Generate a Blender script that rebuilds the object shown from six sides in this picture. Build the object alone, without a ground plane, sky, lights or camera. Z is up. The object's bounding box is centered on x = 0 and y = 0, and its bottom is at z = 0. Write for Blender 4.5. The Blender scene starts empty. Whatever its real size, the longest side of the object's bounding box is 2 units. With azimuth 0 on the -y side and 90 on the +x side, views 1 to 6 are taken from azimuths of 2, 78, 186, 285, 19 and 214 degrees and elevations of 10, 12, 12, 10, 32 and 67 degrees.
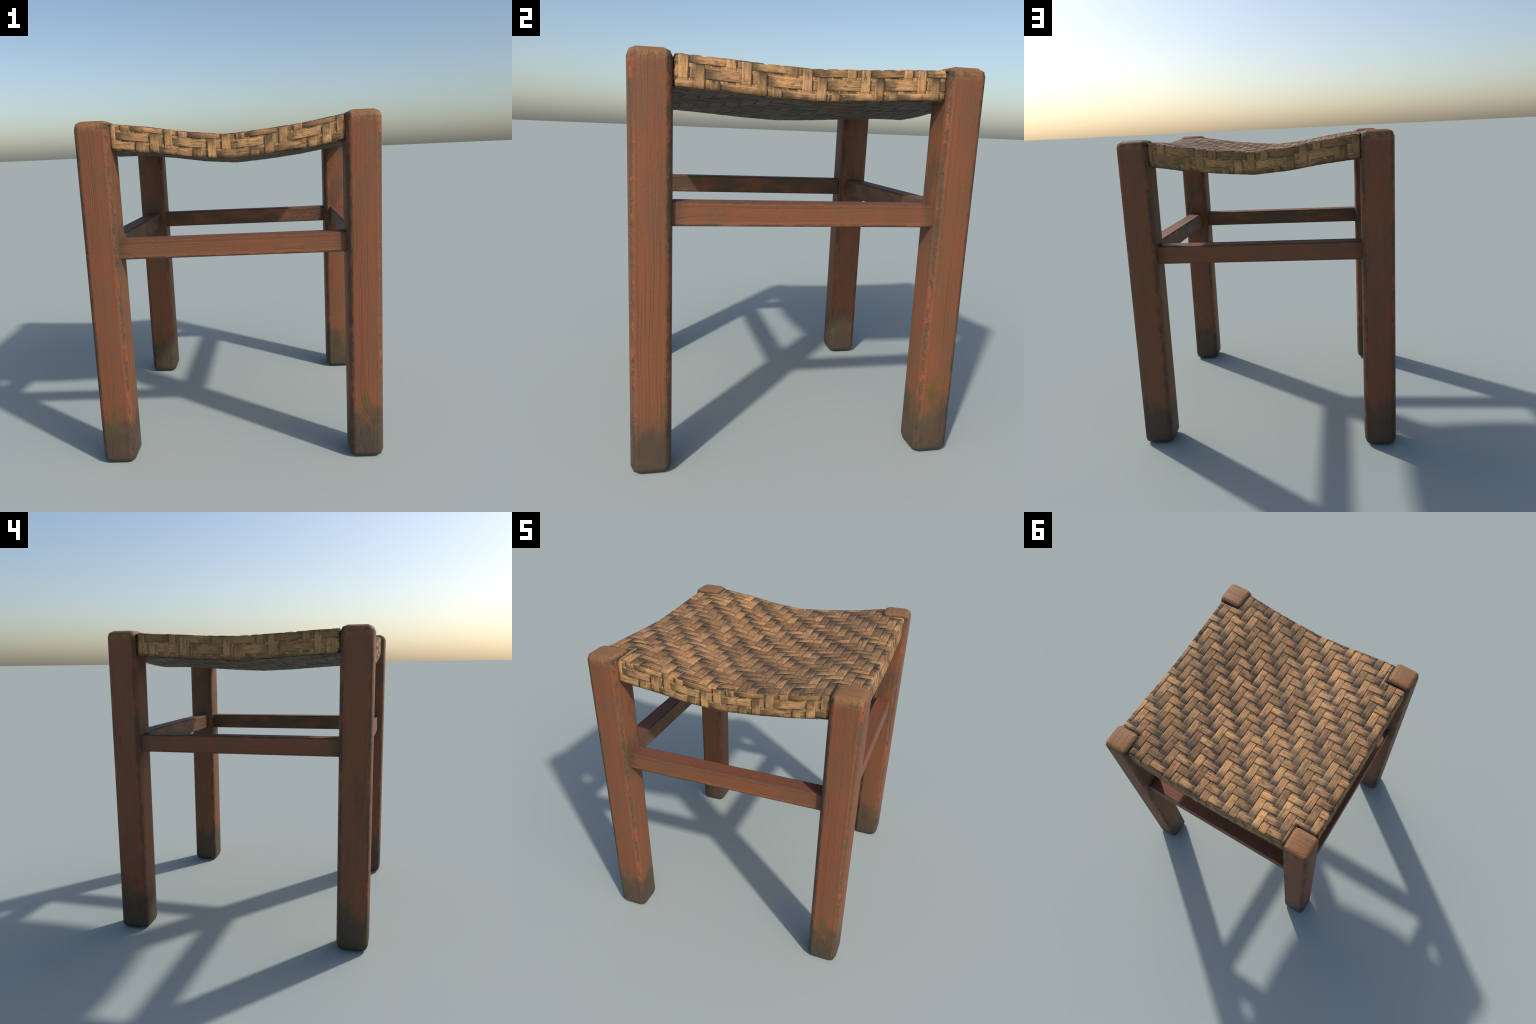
# A low wooden stool: four square posts, four stretchers and a sagging twill-woven splint seat.
import bpy, bmesh, math, random
import numpy as np
from mathutils import Matrix

random.seed(7)

# ------------------------------------------------------------------ sizes (metres)
POST_C = (0.735, 0.739)  # post centre along x and y, from the stool's axis
POST_H = 0.0985         # half the width of a post
HEIGHT = 2.0
POST_BEVEL = 0.040
SEAT_OUT = 0.806        # outer faces of the seat
NOTCH = 0.6395          # seat corners are cut out here for the posts
EDGE_R = 0.018          # rounding of the seat's rim
END_R = 0.016           # rounding beside the posts
STRIP_T = 0.003         # thickness of a splint


# ------------------------------------------------------------------ node helper
class Nodes:
    """Tiny expression layer over a shader node tree."""

    def __init__(self, name):
        self.mat = bpy.data.materials.new(name)
        self.mat.use_nodes = True
        self.t = self.mat.node_tree
        self.t.nodes.clear()
        self.out = self.t.nodes.new("ShaderNodeOutputMaterial")
        self.bsdf = self.t.nodes.new("ShaderNodeBsdfPrincipled")
        self.t.links.new(self.bsdf.outputs[0], self.out.inputs[0])

    def put(self, sock, val):
        if val is None:
            return
        if isinstance(val, E):
            val = val.s
        if isinstance(val, bpy.types.NodeSocket):
            self.t.links.new(val, sock)
        elif isinstance(val, (tuple, list)):
            v = list(val)
            n = len(sock.default_value)
            sock.default_value = (v + [1.0] * n)[:n]
        else:
            sock.default_value = val

    def math(self, op, a, b=None, c=None, clamp=False):
        n = self.t.nodes.new("ShaderNodeMath")
        n.operation = op
        n.use_clamp = clamp
        for i, v in enumerate((a, b, c)):
            self.put(n.inputs[i], v)
        return E(self, n.outputs[0])

    def coord(self, which="Object"):
        return E(self, self.t.nodes.new("ShaderNodeTexCoord").outputs[which])

    def split(self, v):
        n = self.t.nodes.new("ShaderNodeSeparateXYZ")
        self.put(n.inputs[0], v)
        return [E(self, o) for o in n.outputs]

    def vec(self, x=0.0, y=0.0, z=0.0):
        n = self.t.nodes.new("ShaderNodeCombineXYZ")
        for i, v in enumerate((x, y, z)):
            self.put(n.inputs[i], v)
        return E(self, n.outputs[0])

    def noise(self, v, scale=1.0, detail=2.0, rough=0.5, distort=0.0):
        n = self.t.nodes.new("ShaderNodeTexNoise")
        self.put(n.inputs["Vector"], v)
        n.inputs["Scale"].default_value = scale
        n.inputs["Detail"].default_value = detail
        n.inputs["Roughness"].default_value = rough
        n.inputs["Distortion"].default_value = distort
        return E(self, n.outputs["Fac"])

    def table(self, x, pts):
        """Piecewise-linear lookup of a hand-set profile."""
        lo, hi = pts[0][0], pts[-1][0]
        n = self.t.nodes.new("ShaderNodeValToRGB")
        r = n.color_ramp
        while len(r.elements) < len(pts):
            r.elements.new(0.5)
        for e, (a, b) in zip(r.elements, pts):
            e.position = (a - lo) / (hi - lo)
            e.color = (b, b, b, 1)
        self.put(n.inputs[0], (x - lo) / (hi - lo))
        return E(self, n.outputs[0])

    def white(self, v):
        n = self.t.nodes.new("ShaderNodeTexWhiteNoise")
        n.noise_dimensions = "3D"
        self.put(n.inputs["Vector"], v)
        return E(self, n.outputs["Value"])

    def voronoi(self, v, randomness=1.0):
        n = self.t.nodes.new("ShaderNodeTexVoronoi")
        n.voronoi_dimensions = "2D"
        self.put(n.inputs["Vector"], v)
        n.inputs["Scale"].default_value = 1.0
        n.inputs["Randomness"].default_value = randomness
        return E(self, n.outputs["Distance"]), E(self, n.outputs["Color"])

    def step(self, x, lo, hi):
        """Smooth 0..1 from lo to hi (lo may exceed hi)."""
        n = self.t.nodes.new("ShaderNodeMapRange")
        n.interpolation_type = "SMOOTHSTEP"
        flip = lo > hi
        self.put(n.inputs["Value"], x)
        n.inputs["From Min"].default_value = min(lo, hi)
        n.inputs["From Max"].default_value = max(lo, hi)
        n.inputs["To Min"].default_value = 1.0 if flip else 0.0
        n.inputs["To Max"].default_value = 0.0 if flip else 1.0
        return E(self, n.outputs[0])

    def mix(self, f, a, b, mode="MIX"):
        n = self.t.nodes.new("ShaderNodeMix")
        n.data_type = "RGBA"
        n.blend_type = mode
        self.put(n.inputs[0], f)
        self.put(n.inputs[6], a)
        self.put(n.inputs[7], b)
        return E(self, n.outputs[2])

    def scale_col(self, col, f):
        n = self.t.nodes.new("ShaderNodeVectorMath")
        n.operation = "SCALE"
        self.put(n.inputs[0], col)
        self.put(n.inputs["Scale"], f)
        return E(self, n.outputs[0])

    def random(self):
        return E(self, self.t.nodes.new("ShaderNodeObjectInfo").outputs["Random"])

    def bump(self, height, dist, strength=1.0):
        n = self.t.nodes.new("ShaderNodeBump")
        n.inputs["Strength"].default_value = strength
        n.inputs["Distance"].default_value = dist
        self.put(n.inputs["Height"], height)
        self.t.links.new(n.outputs[0], self.bsdf.inputs["Normal"])

    def finish(self, col, rough, spec=0.4):
        self.put(self.bsdf.inputs["Base Color"], col)
        self.put(self.bsdf.inputs["Roughness"], rough)
        self.bsdf.inputs["Specular IOR Level"].default_value = spec
        return self.mat


class E:
    def __init__(self, n, s):
        self.n, self.s = n, s

    def __add__(self, o): return self.n.math("ADD", self, o)
    __radd__ = __add__
    def __sub__(self, o): return self.n.math("SUBTRACT", self, o)
    def __rsub__(self, o): return self.n.math("SUBTRACT", o, self)
    def __mul__(self, o): return self.n.math("MULTIPLY", self, o)
    __rmul__ = __mul__
    def __truediv__(self, o): return self.n.math("DIVIDE", self, o)
    def __neg__(self): return self.n.math("MULTIPLY", self, -1.0)
    def abs(self): return self.n.math("ABSOLUTE", self)
    def floor(self): return self.n.math("FLOOR", self)
    def frac(self): return self.n.math("FRACT", self)
    def max(self, o): return self.n.math("MAXIMUM", self, o)
    def min(self, o): return self.n.math("MINIMUM", self, o)
    def exp(self): return self.n.math("EXPONENT", self)
    def sin(self): return self.n.math("SINE", self)
    def pow(self, p): return self.n.math("POWER", self, p)
    def gt(self, o): return self.n.math("GREATER_THAN", self, o)


# ------------------------------------------------------------------ painted, worn wood
RED = (0.214, 0.070, 0.0285)
BROWN = (0.172, 0.072, 0.031)
ORANGE = (0.31, 0.088, 0.034)
GREY = (0.085, 0.062, 0.042)
TAN = (0.235, 0.114, 0.044)
DIRT = (0.056, 0.044, 0.034)
MOSS = (0.082, 0.074, 0.018)
OLIVE = (0.084, 0.054, 0.031)


def wood_material(name, along_axis):
    """Weathered red-brown paint over grain with knots.  along_axis: 'z' for posts, 'x' for stretchers.
    Posts: local +x and +y look towards the stool's middle.  Stretchers: local +y looks inwards."""
    n = Nodes(name)
    x, y, z = n.split(n.coord())
    nx, ny, nz = n.split(n.coord("Normal"))
    rnd = n.random() * 41.0 + 5.0
    post = along_axis == "z"
    if post:
        cap = n.step(nz.abs(), 0.6, 0.8)
        across = x * ny.abs() + y * nx.abs() + x * nz.abs()
        along = z * (1.0 - cap) + y * cap
        side = nx.gt(0.5) * 3.1 + ny.gt(0.5) * 5.7 + (-nx).gt(0.5) * 8.3 + (-ny).gt(0.5) * 11.9
    else:
        across = z * ny.abs() + y * nz.abs()
        along = x
        side = nz.gt(0.5) * 3.1 + ny.gt(0.5) * 5.7 + (-ny).gt(0.5) * 11.9
    off = rnd + side

    # grain: lines running along the piece, pushed aside by knots
    kd, kc = n.voronoi(n.vec(across * 4.0 + off * 1.7, along * 1.25 + off))
    rare = n.split(kc)[0].gt(0.5) * (1.0 - cap) if post else n.split(kc)[0].gt(0.5)
    knot = (kd * kd * -34.0).exp() * rare
    wob = n.noise(n.vec(across * 3.0 + off, along * 1.4, off), 1.0, 2.0)
    g = across + knot * 0.075 + wob * 0.035
    lines = n.noise(n.vec(g * 135.0, along * 0.8, off), 1.0, 1.5, 0.5)
    groove = n.step(lines, 0.46, 0.32)
    fine = n.noise(n.vec(g * 420.0, along * 9.0, off), 1.0, 2.0)
    ring = n.step(((kd * 52.0).sin()), 0.45, 0.95) * n.step(kd, 0.26, 0.14) * rare
    calm = n.noise(n.vec(across * 4.0 + off, along * 0.9, off + 3.0), 1.0, 1.0)
    groove = groove * (n.step(calm, 0.36, 0.56) * 0.7 + 0.3) * (0.7 if post else 0.45)
    pits = n.noise(n.vec(x * 60.0, y * 60.0, z * 60.0 + rnd), 1.0, 3.0, 0.6)
    blotch = n.noise(n.vec(x * 9.0 + rnd, y * 9.0, z * 3.5), 1.0, 3.0, 0.55)
    streak = n.noise(n.vec(across * 34.0 + off, along * 1.3, off), 1.0, 3.0, 0.6)

    base = n.mix(n.step(blotch * 0.6 + streak * 0.4, 0.39, 0.61), BROWN, RED)
    if post:
        ex, ey = POST_H - x.abs(), POST_H - y.abs()
        edge_d = ex.max(ey)
        capd = z * -1.0 + HEIGHT
    else:
        ez, ey = 0.0565 - z.abs(), 0.054 - y.abs()
        edge_d = ez.max(ey) * 1.5
    # rubbed, brighter paint beside the arrises and grey chips on them
    rag = n.noise(n.vec(x * 26.0 + rnd, y * 26.0, z * 26.0), 1.0, 4.0, 0.65)
    if post:
        chips = n.noise(n.vec(x * 30.0 + rnd, y * 30.0, z * 12.0), 1.0, 5.0, 0.72) + (n.noise(n.vec(x * 2.0 + rnd, y * 2.0, z * 1.7), 1.0, 2.0) - 0.5) * 0.3
        band_w, band_n = n.step(edge_d + rag * 0.02, 0.058, 0.030), n.step(edge_d + rag * 0.016, 0.040, 0.024)
    else:
        chips = n.noise(n.vec(x * 10.0 + rnd, y * 40.0, z * 40.0), 1.0, 3.0, 0.6)
        band_w, band_n = n.step(edge_d + rag * 0.02, 0.052, 0.02), n.step(edge_d + rag * 0.012, 0.026, 0.014)
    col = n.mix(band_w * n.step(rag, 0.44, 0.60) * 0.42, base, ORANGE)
    chip = band_n * n.step(chips, 0.47, 0.55) if post else band_n * n.step(chips, 0.38, 0.52)
    col = n.mix(chip * 0.85, col, GREY)
    col = n.mix(n.step(pits, 0.60, 0.72) * 0.30, col, (0.10, 0.042, 0.022))
    col = n.mix(n.step(kd, 0.09, 0.02) * rare * 0.35, col, (0.11, 0.048, 0.026))
    col = n.mix(groove * 0.17, col, (0.085, 0.036, 0.018))
    grain = n.noise(n.vec(g * 260.0, along * 3.0, off), 1.0, 3.0, 0.6)
    col = n.mix(n.step(grain, 0.50, 0.68) * 0.15, col, (0.105, 0.044, 0.022))
    col = n.mix(n.step(grain, 0.46, 0.32) * 0.07, col, (0.30, 0.115, 0.045))
    col = n.mix(ring * 0.12, col, (0.09, 0.038, 0.02))

    if post:
        # grimy inward faces, with occlusion shade painted in below the seat and at joints
        inward = n.step(nx.max(ny), 0.3, 0.8)
        joint = n.step((z - 1.285).abs(), 0.20, 0.07)
        grime_shade = n.noise(n.vec(x * 12.0 + rnd, y * 12.0, z * 5.0), 1.0, 4.0, 0.6)
        col = n.mix(inward * n.step(z + grime_shade * 0.5, 1.1, 1.95) * n.step(grime_shade, 0.40, 0.60) * 0.6, col, OLIVE)
        inner_edge = n.step(x.max(y), 0.05, 0.085)
        col = n.mix(inner_edge * joint * n.step(grime_shade, 0.35, 0.55) * 0.55, col, OLIVE)
        seat_side = n.step(z, 1.80, 1.86) * n.step(z, 1.99, 1.95) * n.step((x + y), 0.03, 0.14)
        col = n.mix(seat_side * n.step(chips, 0.36, 0.52) * 0.75, col, GREY)
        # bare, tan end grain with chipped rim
        top = n.step(z + rag * 0.05, 1.958, 1.992)
        col = n.mix(top * 0.92, col, n.mix(n.step(blotch, 0.4, 0.62), TAN, (0.275, 0.122, 0.047)))
        col = n.mix(groove * top * 0.5, col, (0.11, 0.055, 0.025))
        rim = n.step((z + rag * 0.03 - 1.984).abs(), 0.022, 0.008)
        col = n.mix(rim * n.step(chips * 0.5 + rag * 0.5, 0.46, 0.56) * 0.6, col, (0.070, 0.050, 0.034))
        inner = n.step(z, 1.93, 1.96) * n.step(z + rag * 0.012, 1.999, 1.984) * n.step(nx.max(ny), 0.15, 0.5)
        col = n.mix(inner * n.step(rag, 0.36, 0.52) * 0.85, col, (0.045, 0.034, 0.026))  # occlusion shade painted on the bevel that faces the seat
        # dirty feet with a little moss
        dn = n.noise(n.vec(x * 9.0 + rnd, y * 9.0, z * 7.0), 1.0, 4.0, 0.6)
        lvl = z + (dn - 0.5) * 0.36
        col = n.mix(n.step(lvl, 0.35, 0.19) * 0.90, col, n.mix(n.step(dn, 0.42, 0.62), (0.062, 0.044, 0.031), (0.070, 0.053, 0.030)))
        moss = n.noise(n.vec(x * 11.0 + rnd * 1.3, y * 11.0, z * 4.5 + 9.0), 1.0, 3.0, 0.6)
        mband = n.step(z, 0.10, 0.20) * n.step(z, 0.50, 0.30)
        col = n.mix(mband * n.step(moss, 0.53, 0.64) * 0.75, col, MOSS)
        col = n.mix(n.step(z + dn * 0.06, 0.13, 0.03) * 0.7, col, DIRT)
    else:
        grime_shade = n.noise(n.vec(x * 6.0 + rnd, y * 14.0, z * 14.0), 1.0, 4.0, 0.6)
        inward = n.step(ny, 0.3, 0.8)
        col = n.mix(inward * n.step(grime_shade, 0.36, 0.56) * 0.85, col, OLIVE)
        ends = n.step(x.abs() + grime_shade * 0.08, 0.60, 0.665)
        col = n.mix(ends * 0.5, col, (0.085, 0.045, 0.028))  # joint shade painted into both ends of the stretcher
        upper = n.step(nz, 0.3, 0.8)
        col = n.mix(upper * 0.35, col, (0.15, 0.052, 0.036))

    height = groove * -0.42 + fine * 0.12 + grain * -0.22 + ring * -0.3 + pits * 0.5 + chip * (-0.7) + rag * band_w * 1.7 + streak * 0.3
    n.bump(height, 0.0032, 1.0)
    rough = 0.60 + chip * 0.2 + (pits - 0.5) * 0.2
    return n.finish(col, rough, 0.35)


# ------------------------------------------------------------------ splint material
def splint_material(name, ui, vi, pu, pv, u0, v0, s, width, other, along, flip, tone, edge=1, strength=1.0, seam_amt=0.7, other_edge=1.0, contact_shade=0.95):
    """Split-cane colour of one set of splints of one weave.
    ui, vi: which object axes count splints (u) and rows (v); `along`: 'v' or 'u' = splint direction.
    The shade runs from pale to brown along every float, starting afresh at each crossing."""
    n = Nodes(name)
    xyz = n.split(n.coord())
    def axis(spec):
        if isinstance(spec, tuple):           # way down from the sagging edge of the seat
            a, depth, profile = spec
            return 1.9825 - n.table(xyz[a], profile) * depth - xyz[2]
        return xyz[spec]
    u, v = axis(ui), axis(vi)
    p, q = (u - u0) / pu, (v - v0) / pv
    rnd = n.random()
    if along == "v":
        idx = (p + 0.5).floor()
        ph = ((idx * s + q - 0.5) / 4.0)
        lat = p - idx                       # -.5 .. .5 across the splint
        run, lane = v, u
    else:
        idx = (q + 0.5).floor()
        ph = ((p * s + idx - 0.5 + 2.0) / 4.0)
        lat = q - idx
        run, lane = u, v
    cell = ph.floor()
    f = ph - cell                            # float occupies f = .25 .. .75
    if flip:
        f = 1.0 - f
    w1 = n.white(n.vec(idx + 0.5, cell + 0.5, 1.7))
    w2 = n.white(n.vec(idx + 0.5, cell + 0.5, 7.3))
    jit = w1 * 9.0
    fib = n.noise(n.vec(lane * 88.0 + jit, run * 7.0 + jit, idx), 1.0, 3.0, 0.6)
    fib2 = n.noise(n.vec(lane * 230.0 + jit, run * 16.0, idx), 1.0, 2.0, 0.6)
    mott = n.noise(n.vec(lane * 26.0 + jit, run * 17.0 + jit, idx * 1.3), 1.0, 4.0, 0.65)
    big = n.noise(n.vec(xyz[0] * 3.4, xyz[1] * 3.4, xyz[2] * 3.4), 1.0, 4.0, 0.6)

    frag = n.noise(n.vec(lane * 120.0 + jit * 1.7, run * 26.0, idx * 2.1), 1.0, 3.0, 0.7)
    pale = n.mix(w1, tone[0], tone[1])
    pale = n.mix(n.step(w2, 0.72, 0.95) * 0.7, pale, tone[2])
    col = n.mix(n.step(fib, 0.42, 0.64) * 0.75, pale, tone[3])
    col = n.mix(n.step(mott, 0.50, 0.68) * 0.70, col, tone[4])
    # shade painted into each float's end where it dips under, plus black smudges
    shade = n.step(f + (mott - 0.5) * 0.26 + (w2 - 0.5) * 0.14, 0.42, 0.76)
    col = n.mix(shade * 0.78 * strength, col, tone[5])
    col = n.mix(n.step(f + (mott - 0.5) * 0.24, 0.58, 0.75) * n.step(f, 0.90, 0.80) * (w1 * 0.55 + 0.35) * strength, col, tone[6])
    col = n.mix(n.step(f, 0.27, 0.22) * n.step(fib, 0.62, 0.42) * 0.55, col, tone[5])
    # painted shadow line along one edge, painted highlight along the other, and specks
    half = width / (pu if along == "v" else pv) / 2
    # contact shade painted beside the splint that crosses over
    cross = (q if along == "v" else p)
    sgn = 1.0 if along == "v" else other_edge
    away = (cross - (cross + 0.5).floor()) * sgn
    oh = other / (pv if along == "v" else pu) / 2
    under = 1.0 - n.step(f, 0.22, 0.30) * n.step(f, 0.78, 0.70)
    gap = n.step((away - (oh + 0.045)).abs() + (fib - 0.5) * 0.05, 0.065, 0.025)
    col = n.mix(under * gap * contact_shade, col, tone[6])
    seam = n.step(lat * (1.0 if edge > 0 else -1.0) + (fib - 0.5) * 0.07, half - 0.075, half - 0.02)
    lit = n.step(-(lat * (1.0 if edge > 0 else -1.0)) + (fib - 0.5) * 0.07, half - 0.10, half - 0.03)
    col = n.mix(lit * 0.30, col, tone[0])
    col = n.mix(seam * seam_amt, col, tone[6])
    col = n.mix(n.step(fib2 * 0.6 + mott * 0.4, 0.57, 0.68) * 0.70, col, tone[6])
    col = n.mix(n.step(w2, 0.25, 0.0) * 0.30, col, tone[5])
    col = n.mix(n.step(big, 0.46, 0.66) * 0.40, col, tone[5])
    if len(tone) > 7:                        # dark smudged lower rim of the side faces
        low = n.step(v + (mott - 0.5) * 0.03, 0.112, 0.142)
        col = n.mix(low * 0.62, col, tone[7])
    col = n.mix(n.step(frag, 0.58, 0.66) * 0.50, col, tone[4])
    col = n.mix(n.step(frag, 0.40, 0.33) * 0.35, col, tone[0])
    # occlusion shade painted onto the top cane where it meets the posts
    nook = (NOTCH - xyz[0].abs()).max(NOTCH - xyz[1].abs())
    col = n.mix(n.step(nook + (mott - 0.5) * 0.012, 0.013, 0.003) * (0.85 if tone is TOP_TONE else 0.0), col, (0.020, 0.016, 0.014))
    crack = n.step(fib, 0.37, 0.30)
    col = n.mix(crack * 0.65, col, tone[6])
    w3 = n.white(n.vec(idx + 0.5, cell + 0.5, 13.9))
    col = n.scale_col(col, w3 * 0.66 + 0.68)
    n.bump(fib * 1.2 + fib2 * 0.5 + mott * 0.9 - crack * 0.8, 0.0035, 1.0)
    return n.finish(col, 0.66 + (mott - 0.5) * 0.2, 0.28)


TOP_TONE = [(0.535, 0.282, 0.110), (0.405, 0.205, 0.083), (0.440, 0.198, 0.086), (0.225, 0.120, 0.054),
            (0.120, 0.072, 0.042), (0.105, 0.074, 0.040), (0.024, 0.019, 0.017)]
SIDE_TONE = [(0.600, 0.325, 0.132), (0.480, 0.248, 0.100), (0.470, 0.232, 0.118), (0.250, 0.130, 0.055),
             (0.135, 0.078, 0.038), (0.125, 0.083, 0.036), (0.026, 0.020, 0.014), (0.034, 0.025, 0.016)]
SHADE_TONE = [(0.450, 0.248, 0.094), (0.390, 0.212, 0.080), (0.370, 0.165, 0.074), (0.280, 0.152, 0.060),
              (0.165, 0.098, 0.046), (0.160, 0.100, 0.042), (0.045, 0.034, 0.021), (0.060, 0.044, 0.025)]  # shaded copy of the rim cane: shade painted into back and left bands
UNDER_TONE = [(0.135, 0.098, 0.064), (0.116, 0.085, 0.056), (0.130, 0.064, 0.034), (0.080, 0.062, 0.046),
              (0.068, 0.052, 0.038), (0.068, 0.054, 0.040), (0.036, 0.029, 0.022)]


def backing_material():
    """What shows deep in the gaps: a filler layer added to close the holes, in cane colours."""
    n = Nodes("seat_backing_cane")
    x, y, z = n.split(n.coord())
    a = n.noise(n.vec(x * 150.0, y * 150.0, z * 18.0), 1.0, 2.0)
    b = n.noise(n.vec(x * 30.0, y * 30.0, z * 30.0), 1.0, 3.0)
    col = n.mix(n.step(a, 0.4, 0.6), (0.50, 0.265, 0.105), (0.27, 0.145, 0.060))
    col = n.mix(n.step(b, 0.45, 0.65) * 0.6, col, (0.06, 0.042, 0.028))
    n.bump(a, 0.002)
    return n.finish(col, 0.75, 0.3)


# ------------------------------------------------------------------ the seat's shape
SAG_X = [(-0.63, 0), (-0.42, 0.33), (-0.21, 0.79), (0, 1.03), (0.21, 0.81), (0.42, 0.48), (0.63, 0)]
SAG_Y = [(-0.63, 0), (-0.44, 0.29), (-0.22, 0.73), (0, 1), (0.22, 0.73), (0.44, 0.29), (0.63, 0)]


def smooth_table(pts):
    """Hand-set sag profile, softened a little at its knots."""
    t = np.linspace(-0.9, 0.9, 721)
    f = np.interp(t, [p[0] for p in pts], [p[1] for p in pts])
    k = np.hanning(7)
    k /= k.sum()
    return t, np.convolve(np.pad(f, 3, mode="edge"), k, mode="valid")


TX, TY = smooth_table(SAG_X), smooth_table(SAG_Y)
fx = lambda x: np.interp(x, *TX)
fy = lambda y: np.interp(y, *TY)
top_z = lambda x, y: 1.9825 - 0.0765 * fx(x) - 0.030 * fy(y)
bot_z = lambda x, y: 1.8350 - 0.0685 * fx(x) - 0.032 * fy(y) - 0.002 * fx(x) * fy(y)


def wrap(c, lim, r):
    """Follow a rounded rim: arc-length coordinate -> (position, drop)."""
    s, a = np.sign(c), np.abs(c)
    th = np.clip((a - (lim - r)) / r, 0, math.pi / 2)
    extra = np.maximum(a - (lim - r) - r * math.pi / 2, 0)
    pos = np.where(a < lim - r, a, lim - r + r * np.sin(th))
    drop = r * (1 - np.cos(th)) + extra
    return s * pos, drop


def top_surface(lx, ly, rx, ry):
    def S(u, v):
        x, dx = wrap(u, lx, rx)
        y, dy = wrap(v, ly, ry)
        return np.stack([x, y, top_z(x, y) - dx - dy], -1)
    return S


def under_surface(lx, ly, rx, ry):
    def S(u, v):
        x, dx = wrap(u, lx, rx)
        y, dy = wrap(v, ly, ry)
        return np.stack([x, y, bot_z(x, y) + dx + dy], -1)
    return S


def side_surface(face):
    """u runs along the edge (x or y), v is the way down from the top edge."""
    def S(u, v):
        p, du = wrap(u, NOTCH, END_R)
        if face in ("front", "back"):
            zt, zb = top_z(p, 0.9 + 0 * p), bot_z(p, 0.9 + 0 * p)
        else:
            zt, zb = top_z(0.9 + 0 * p, p), bot_z(0.9 + 0 * p, p)
        turn = EDGE_R * (1 - np.sqrt(1 - np.clip((np.abs(u) - (NOTCH - EDGE_R)) / EDGE_R, 0, 1) ** 2))
        zt, zb = zt - turn, zb + turn            # the band's corners are eased like its rim
        h = zt - zb
        mid, half = h / 2, h / 2
        w, dv = wrap(v - mid, half, EDGE_R)
        z = zt - mid - w
        out = SEAT_OUT - du - dv
        return {"front": lambda: np.stack([p, -out, z], -1), "back": lambda: np.stack([p, out, z], -1),
                "right": lambda: np.stack([out, p, z], -1), "left": lambda: np.stack([-out, p, z], -1)}[face]()
    return S


def frame(S, u, v, outward):
    """Point and outward unit normal of a surface."""
    e = 2e-4
    P = S(u, v)
    du, dv = S(u + e, v) - S(u - e, v), S(u, v + e) - S(u, v - e)
    N = np.cross(du, dv)
    N /= np.maximum(np.linalg.norm(N, axis=-1, keepdims=True), 1e-12)
    return P, N * outward


def mesh_object(name, verts, faces, mat, parent, smooth_angle=None):
    me = bpy.data.meshes.new(name)
    me.from_pydata([tuple(map(float, v)) for v in verts], [], faces)
    me.validate()
    bm = bmesh.new()
    bm.from_mesh(me)
    bmesh.ops.recalc_face_normals(bm, faces=bm.faces)
    bm.to_mesh(me)
    bm.free()
    me.materials.append(mat)
    me.polygons.foreach_set("use_smooth", [True] * len(me.polygons))
    if smooth_angle:
        me.set_sharp_from_angle(angle=math.radians(smooth_angle))
    ob = bpy.data.objects.new(name, me)
    bpy.context.scene.collection.objects.link(ob)
    ob.parent = parent
    return ob


ACROSS = np.array([-1.0, -0.93, -0.5, 0.0, 0.5, 0.93, 1.0])
CROWN = np.array([-0.0016, -0.0006, -0.0001, 0.0, -0.0001, -0.0006, -0.0016])


def soft_noise(t, seed, freq):
    r = np.random.RandomState(seed)
    a = r.uniform(-1, 1, 4)
    ph = r.uniform(0, 6.28, 4)
    return sum(a[k] * np.sin(t * freq * (k + 1) * 0.7 + ph[k]) / (k + 1) for k in range(4)) * 0.6


def splint(name, S, outward, along, lane, width, run0, run1, level, mat, parent, seed, lane_clip=None, thick=STRIP_T):
    """One flat splint following the surface S, rising and dipping with level(run)."""
    n = max(8, int((run1 - run0) / 0.0075))
    run = np.linspace(run0, run1, n)
    c = lane + soft_noise(run, seed, 16.0) * width * 0.05
    hw = width / 2 * (1 + soft_noise(run, seed + 1, 23.0) * 0.05 + soft_noise(run, seed + 2, 140.0) * 0.028)
    lo, hi = c - hw, c + hw
    if lane_clip:
        lo, hi = np.maximum(lo, lane_clip[0]), np.minimum(hi, lane_clip[1])
    mid, hw = (lo + hi) / 2, (hi - lo) / 2
    tilt = soft_noise(run, seed + 3, 20.0) * 0.0006
    base = level(run) - 0.0 + soft_noise(run, seed + 4, 60.0) * 0.0005
    cols = []
    for a, cr in list(zip(ACROSS, CROWN * min(1.0, 1.4 * (thick / STRIP_T) ** 1.6))) + [(0.97, -thick), (-0.97, -thick)]:
        l = mid + hw * a
        u, v = (l, run) if along == "v" else (run, l)
        P, N = frame(S, u, v, outward)
        cols.append(P + N * (base + cr + tilt * a)[:, None])
    m = len(cols)
    verts = np.stack(cols, 1).reshape(-1, 3)
    faces = [(i * m + j, i * m + (j + 1) % m, (i + 1) * m + (j + 1) % m, (i + 1) * m + j)
             for i in range(n - 1) for j in range(m)]
    faces.append(tuple(range(m))[::-1])
    faces.append(tuple((n - 1) * m + j for j in range(m)))
    return mesh_object(name, verts, faces, mat, parent, 48)


def twill_level(k, a):
    """Height of a splint above the mean weave; k = place in the four-step twill (over at 2 and 3)."""
    return a * (np.clip(2.1 * np.cos(2 * math.pi * (k - 2.5) / 4), -1, 1) - 1)


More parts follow.
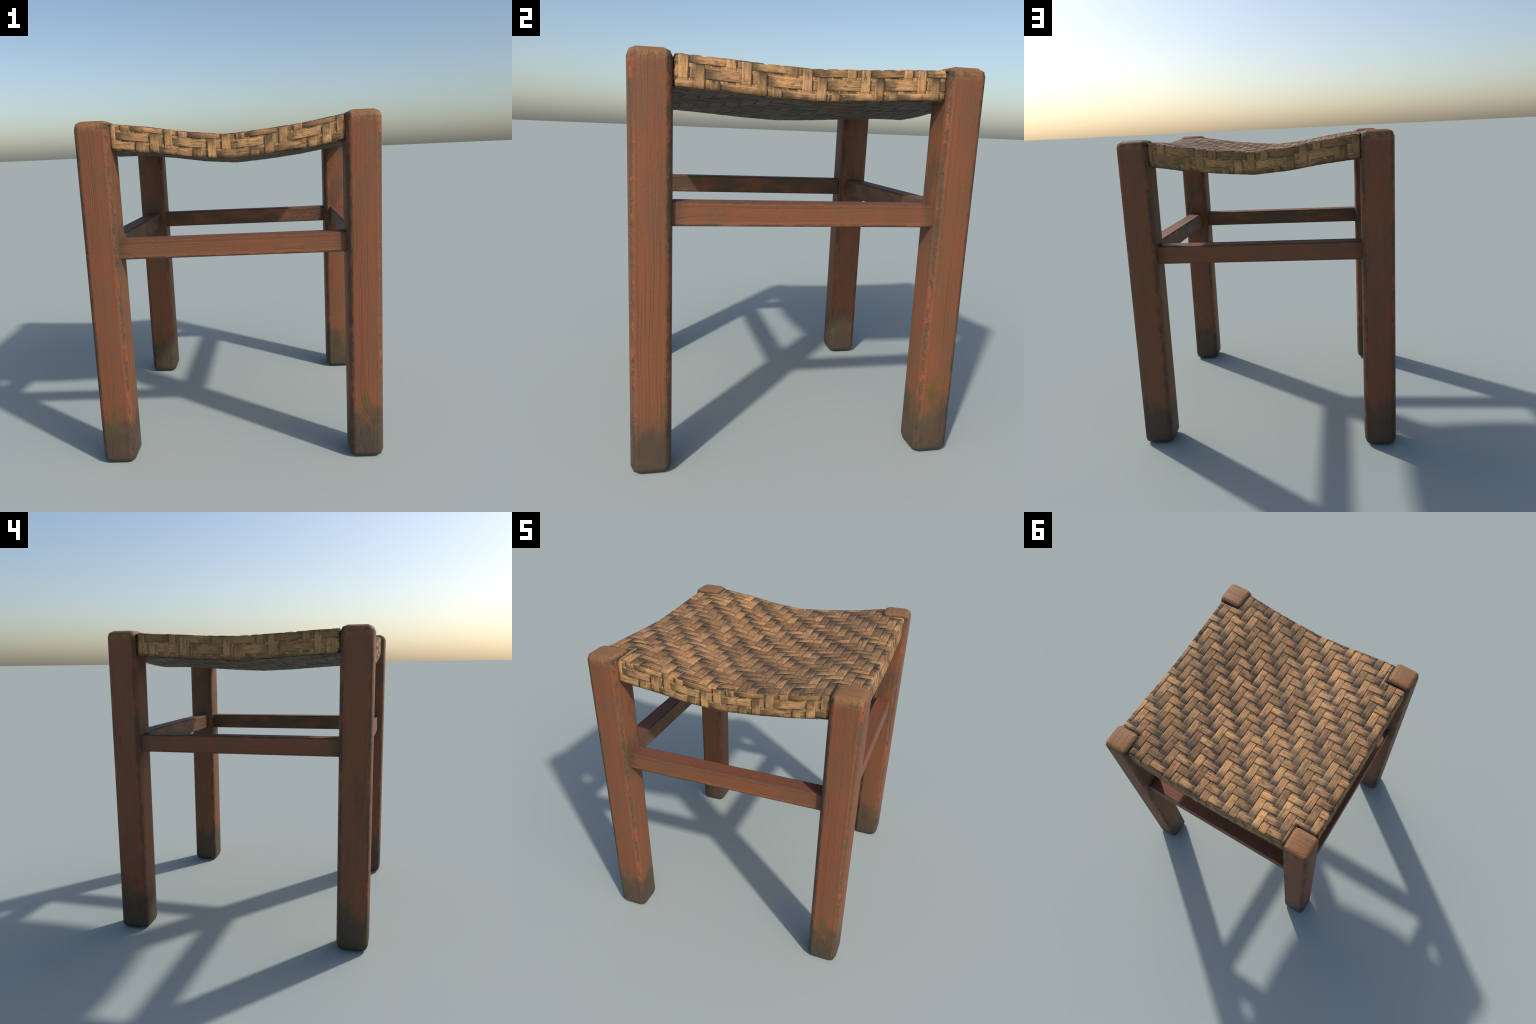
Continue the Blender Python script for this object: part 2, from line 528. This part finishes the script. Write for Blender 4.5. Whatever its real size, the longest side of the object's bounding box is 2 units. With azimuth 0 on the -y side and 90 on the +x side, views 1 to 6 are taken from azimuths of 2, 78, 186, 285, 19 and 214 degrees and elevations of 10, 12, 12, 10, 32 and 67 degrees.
def pieces(centre, width, splits):
    """Cut a splint lengthwise where the outline of the seat steps."""
    lo, hi = centre - width / 2, centre + width / 2
    cuts = [lo] + [s for s in splits if lo < s < hi] + [hi]
    return [(a, b) for a, b in zip(cuts[:-1], cuts[1:]) if b - a > 0.008]


def weave_flat(prefix, maker, outward, pu, pv, u0, v0, s, wu, wv, mat_v, mat_u, parent, seed, relief):
    """Top or underside: splints across x and y with the corners notched for the posts."""
    ext = SEAT_OUT - EDGE_R + EDGE_R * math.pi / 4
    ext_n = NOTCH - END_R + END_R * math.pi / 2
    thick = min(STRIP_T, relief * 1.2)
    full = maker(SEAT_OUT, SEAT_OUT, EDGE_R, EDGE_R)
    def add(kind, along, lane_pitch, lane0, width, level_of, mat, sd):
        k0, k1 = math.floor((-ext - lane0) / lane_pitch), math.ceil((ext - lane0) / lane_pitch)
        for k in range(k0, k1 + 1):
            c = lane0 + k * lane_pitch
            for lo, hi in pieces(c, width, (-NOTCH, NOTCH, -ext, ext)):
                m = (lo + hi) / 2
                if abs(m) > ext:
                    continue
                for side in (-1, 1):                 # tuck the pieces beside a post up against it
                    if abs(m) < NOTCH and abs(side * NOTCH - (hi if side > 0 else lo)) < 0.004:
                        lo, hi = (lo, hi + 0.006) if side > 0 else (lo - 0.006, hi)
                m = (lo + hi) / 2
                sd += 11
                outer = abs(m) > NOTCH
                if outer:
                    S = maker(SEAT_OUT, NOTCH, EDGE_R, END_R) if along == "v" else maker(NOTCH, SEAT_OUT, END_R, EDGE_R)
                    r = ext_n
                    clip = (NOTCH + 0.002, ext) if m > 0 else (-ext, -NOTCH - 0.002)
                else:
                    S, r, clip = full, ext, (-NOTCH - 0.006, NOTCH + 0.006)
                splint(kind, S, outward, along, m, hi - lo, -r, r,
                       lambda t, k=k: level_of(k, t), mat, parent, sd, clip, thick)
    add(prefix + "_lengthwise_splint", "v", pu, u0, wu,
        lambda k, t: twill_level(s * k + (t - v0) / pv, relief), mat_v, seed)
    add(prefix + "_crosswise_splint", "u", pv, v0, wv,
        lambda k, t: twill_level(s * (t - u0) / pu + k + 2, relief), mat_u, seed + 5000)


def weave_side(prefix, face, outward, pu, pv, u0, v0, s, wu, wv, mat_v, mat_u, parent, seed, relief):
    thick = relief * 1.2
    S = side_surface(face)
    ext = NOTCH - END_R + END_R * math.pi / 2
    q = EDGE_R * (1 - math.pi / 4)
    v_lo, v_hi = q, 0.1455 - q
    for k in range(math.floor((-ext - u0) / pu), math.ceil((ext - u0) / pu) + 1):
        lo, hi = max(u0 + k * pu - wu / 2, -ext), min(u0 + k * pu + wu / 2, ext)
        if hi - lo < 0.012:
            continue
        seed += 11
        splint(prefix + "_upright_splint", S, outward, "v", (lo + hi) / 2, hi - lo, v_lo, v_hi,
               lambda t, k=k: twill_level(s * k + (t - v0) / pv, relief), mat_v, parent, seed, (-ext, ext), thick)
    for b in range(-1, 5):
        lo, hi = max(v0 + b * pv - wv / 2, v_lo), min(v0 + b * pv + wv / 2, v_hi)
        if hi - lo < 0.010:
            continue
        seed += 11
        splint(prefix + "_level_splint", S, outward, "u", (lo + hi) / 2, hi - lo, -ext, ext,
               lambda t, b=b: twill_level(s * (t - u0) / pu + b + 2, relief), mat_u, parent, seed, (v_lo, v_hi), thick)


def sheet(S, u0, u1, v0, v1, outward, depth, nu, nv):
    u, v = np.meshgrid(np.linspace(u0, u1, nu), np.linspace(v0, v1, nv), indexing="ij")
    P, N = frame(S, u.ravel(), v.ravel(), outward)
    faces = [(i * nv + j, (i + 1) * nv + j, (i + 1) * nv + j + 1, i * nv + j + 1)
             for i in range(nu - 1) for j in range(nv - 1)]
    return P - N * depth, faces


def seat_backing(mat, parent):
    """Backing layer added under the splints, just below their dips."""
    V, F = [], []
    def add(*a):
        p, f = sheet(*a)
        o = sum(len(v) for v in V)
        V.append(p)
        F.extend([tuple(i + o for i in q) for q in f])
    e = SEAT_OUT - EDGE_R + EDGE_R * math.pi / 4
    en = NOTCH - END_R + END_R * math.pi / 2
    d_side = 0.0031
    for maker, o, d in ((top_surface, 1, 0.0078), (under_surface, -1, 0.0036)):
        add(maker(SEAT_OUT, SEAT_OUT, EDGE_R, EDGE_R), -NOTCH - 0.012, NOTCH + 0.012, -e, e, o, d, 60, 90)
        for sx in (-1, 1):
            a, b = sorted((sx * NOTCH, sx * e))
            add(maker(SEAT_OUT, NOTCH, EDGE_R, END_R), a, b, -en, en, o, d + 0.0004, 16, 90)
    for face, o in OUTWARD.items():
        add(side_surface(face), -en, en, 0.0, 0.1455, o, d_side, 70, 30)
    return mesh_object("seat_backing", np.vstack(V), F, mat, parent)


OUTWARD = {"front": -1, "back": 1, "right": 1, "left": -1}
# sign of cross(du, dv) against the outward direction is settled numerically below


def settle_outward():
    for face, d in (("front", (0, -1, 0)), ("back", (0, 1, 0)), ("right", (1, 0, 0)), ("left", (-1, 0, 0))):
        _, N = frame(side_surface(face), np.array([0.1]), np.array([0.07]), 1)
        OUTWARD[face] = 1 if float(np.dot(N[0], d)) > 0 else -1


# ------------------------------------------------------------------ posts and stretchers
def rounded_block(name, half, bevel, mat, cuts, lift=0.0, segments=2):
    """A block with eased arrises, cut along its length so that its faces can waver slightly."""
    bm = bmesh.new()
    bmesh.ops.create_cube(bm, size=2.0)
    bmesh.ops.scale(bm, vec=half, verts=bm.verts)
    bmesh.ops.translate(bm, vec=(0, 0, lift), verts=bm.verts)
    bmesh.ops.bevel(bm, geom=bm.edges[:] + bm.verts[:], offset=bevel, segments=segments, profile=0.5, affect="EDGES")
    me = bpy.data.meshes.new(name)
    bm.to_mesh(me)
    bm.free()
    me.materials.append(mat)
    me.polygons.foreach_set("use_smooth", [True] * len(me.polygons))
    return me


def add_wood(me, name, loc, turn, parent):
    ob = bpy.data.objects.new(name, me)
    bpy.context.scene.collection.objects.link(ob)
    ob.location = loc
    ob.rotation_euler = (0, 0, turn)
    ob.parent = parent
    w = ob.modifiers.new("even_shading", "WEIGHTED_NORMAL")
    w.keep_sharp = True
    return ob


def build():
    settle_outward()
    stool = bpy.data.objects.new("wooden_stool", None)
    bpy.context.scene.collection.objects.link(stool)
    stool["label"] = "worn red-brown wooden stool with a woven cane seat"
    stool["category"] = "stool"

    post_mat = wood_material("painted_post_wood", "z")
    rail_mat = wood_material("painted_stretcher_wood", "x")
    post = rounded_block("leg", (POST_H, POST_H, HEIGHT / 2), POST_BEVEL, post_mat, 0, HEIGHT / 2)
    for k, (sx, sy) in enumerate(((-1, -1), (1, -1), (1, 1), (-1, 1))):
        add_wood(post, "leg", (sx * POST_C[0], sy * POST_C[1], 0), k * math.pi / 2, stool)

    # stretchers run between the posts, a little nearer to the outside
    rail = rounded_block("stretcher", (0.666, 0.054, 0.0565), 0.007, rail_mat, 0, 0.0)
    for k, (dx, dy) in enumerate(((0, -1), (1, 0), (0, 1), (-1, 0))):
        add_wood(rail, "stretcher", (dx * 0.736, dy * 0.738, 1.2845), k * math.pi / 2, stool)

    seat = seat_backing(backing_material(), stool)
    seat.name = seat.data.name = "seat"

    # the big twill on top: narrow rows over wide lengthwise splints
    pu, pv, u0, v0 = 0.0602, 0.0690, 0.0751, 0.0095
    a = splint_material("top_lengthwise_cane", 0, 1, pu, pv, u0, v0, 1, 0.0555, 0.0455, "v", False, TOP_TONE, -1, contact_shade=0.7)
    b = splint_material("top_crosswise_cane", 0, 1, pu, pv, u0, v0, 1, 0.0455, 0.0555, "u", True, TOP_TONE, 1, other_edge=-1.0, contact_shade=0.7)
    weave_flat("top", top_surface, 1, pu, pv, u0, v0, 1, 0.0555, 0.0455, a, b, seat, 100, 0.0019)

    ua = splint_material("underside_lengthwise_cane", 0, 1, pu, pv, u0, v0, -1, 0.0545, 0.0560, "v", False, UNDER_TONE, 1, 0.4, 0.25, contact_shade=0.2)
    ub = splint_material("underside_crosswise_cane", 0, 1, pu, pv, u0, v0, -1, 0.0560, 0.0545, "u", True, UNDER_TONE, 1, 0.4, 0.25, contact_shade=0.2)
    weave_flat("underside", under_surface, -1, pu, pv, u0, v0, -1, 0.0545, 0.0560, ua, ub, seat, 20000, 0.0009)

    # the rim: four narrow bands of the same weave
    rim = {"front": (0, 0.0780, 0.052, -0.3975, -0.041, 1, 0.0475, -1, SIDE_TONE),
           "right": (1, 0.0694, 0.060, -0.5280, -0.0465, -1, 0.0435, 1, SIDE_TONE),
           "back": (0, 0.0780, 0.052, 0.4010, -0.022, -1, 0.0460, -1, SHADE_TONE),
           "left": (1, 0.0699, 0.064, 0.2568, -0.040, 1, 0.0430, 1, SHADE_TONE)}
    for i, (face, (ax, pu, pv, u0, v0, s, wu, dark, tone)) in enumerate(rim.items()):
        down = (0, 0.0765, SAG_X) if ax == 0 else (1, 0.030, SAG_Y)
        soft, seam, grime_shade = (0.8, 0.7, 0.95) if tone is SIDE_TONE else (0.40, 0.55, 0.5)  # last value: strength of the painted contact shade
        mv = splint_material(face + "_upright_cane", ax, down, pu, pv, u0, v0, s, wu, pv * 0.80, "v", True, tone, dark, soft, seam, contact_shade=grime_shade)
        mu = splint_material(face + "_level_cane", ax, down, pu, pv, u0, v0, s, pv * 0.80, wu, "u", s > 0, tone, 1, soft, seam, other_edge=float(dark), contact_shade=grime_shade)
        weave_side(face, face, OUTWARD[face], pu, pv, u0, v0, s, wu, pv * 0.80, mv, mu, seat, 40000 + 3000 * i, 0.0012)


build()
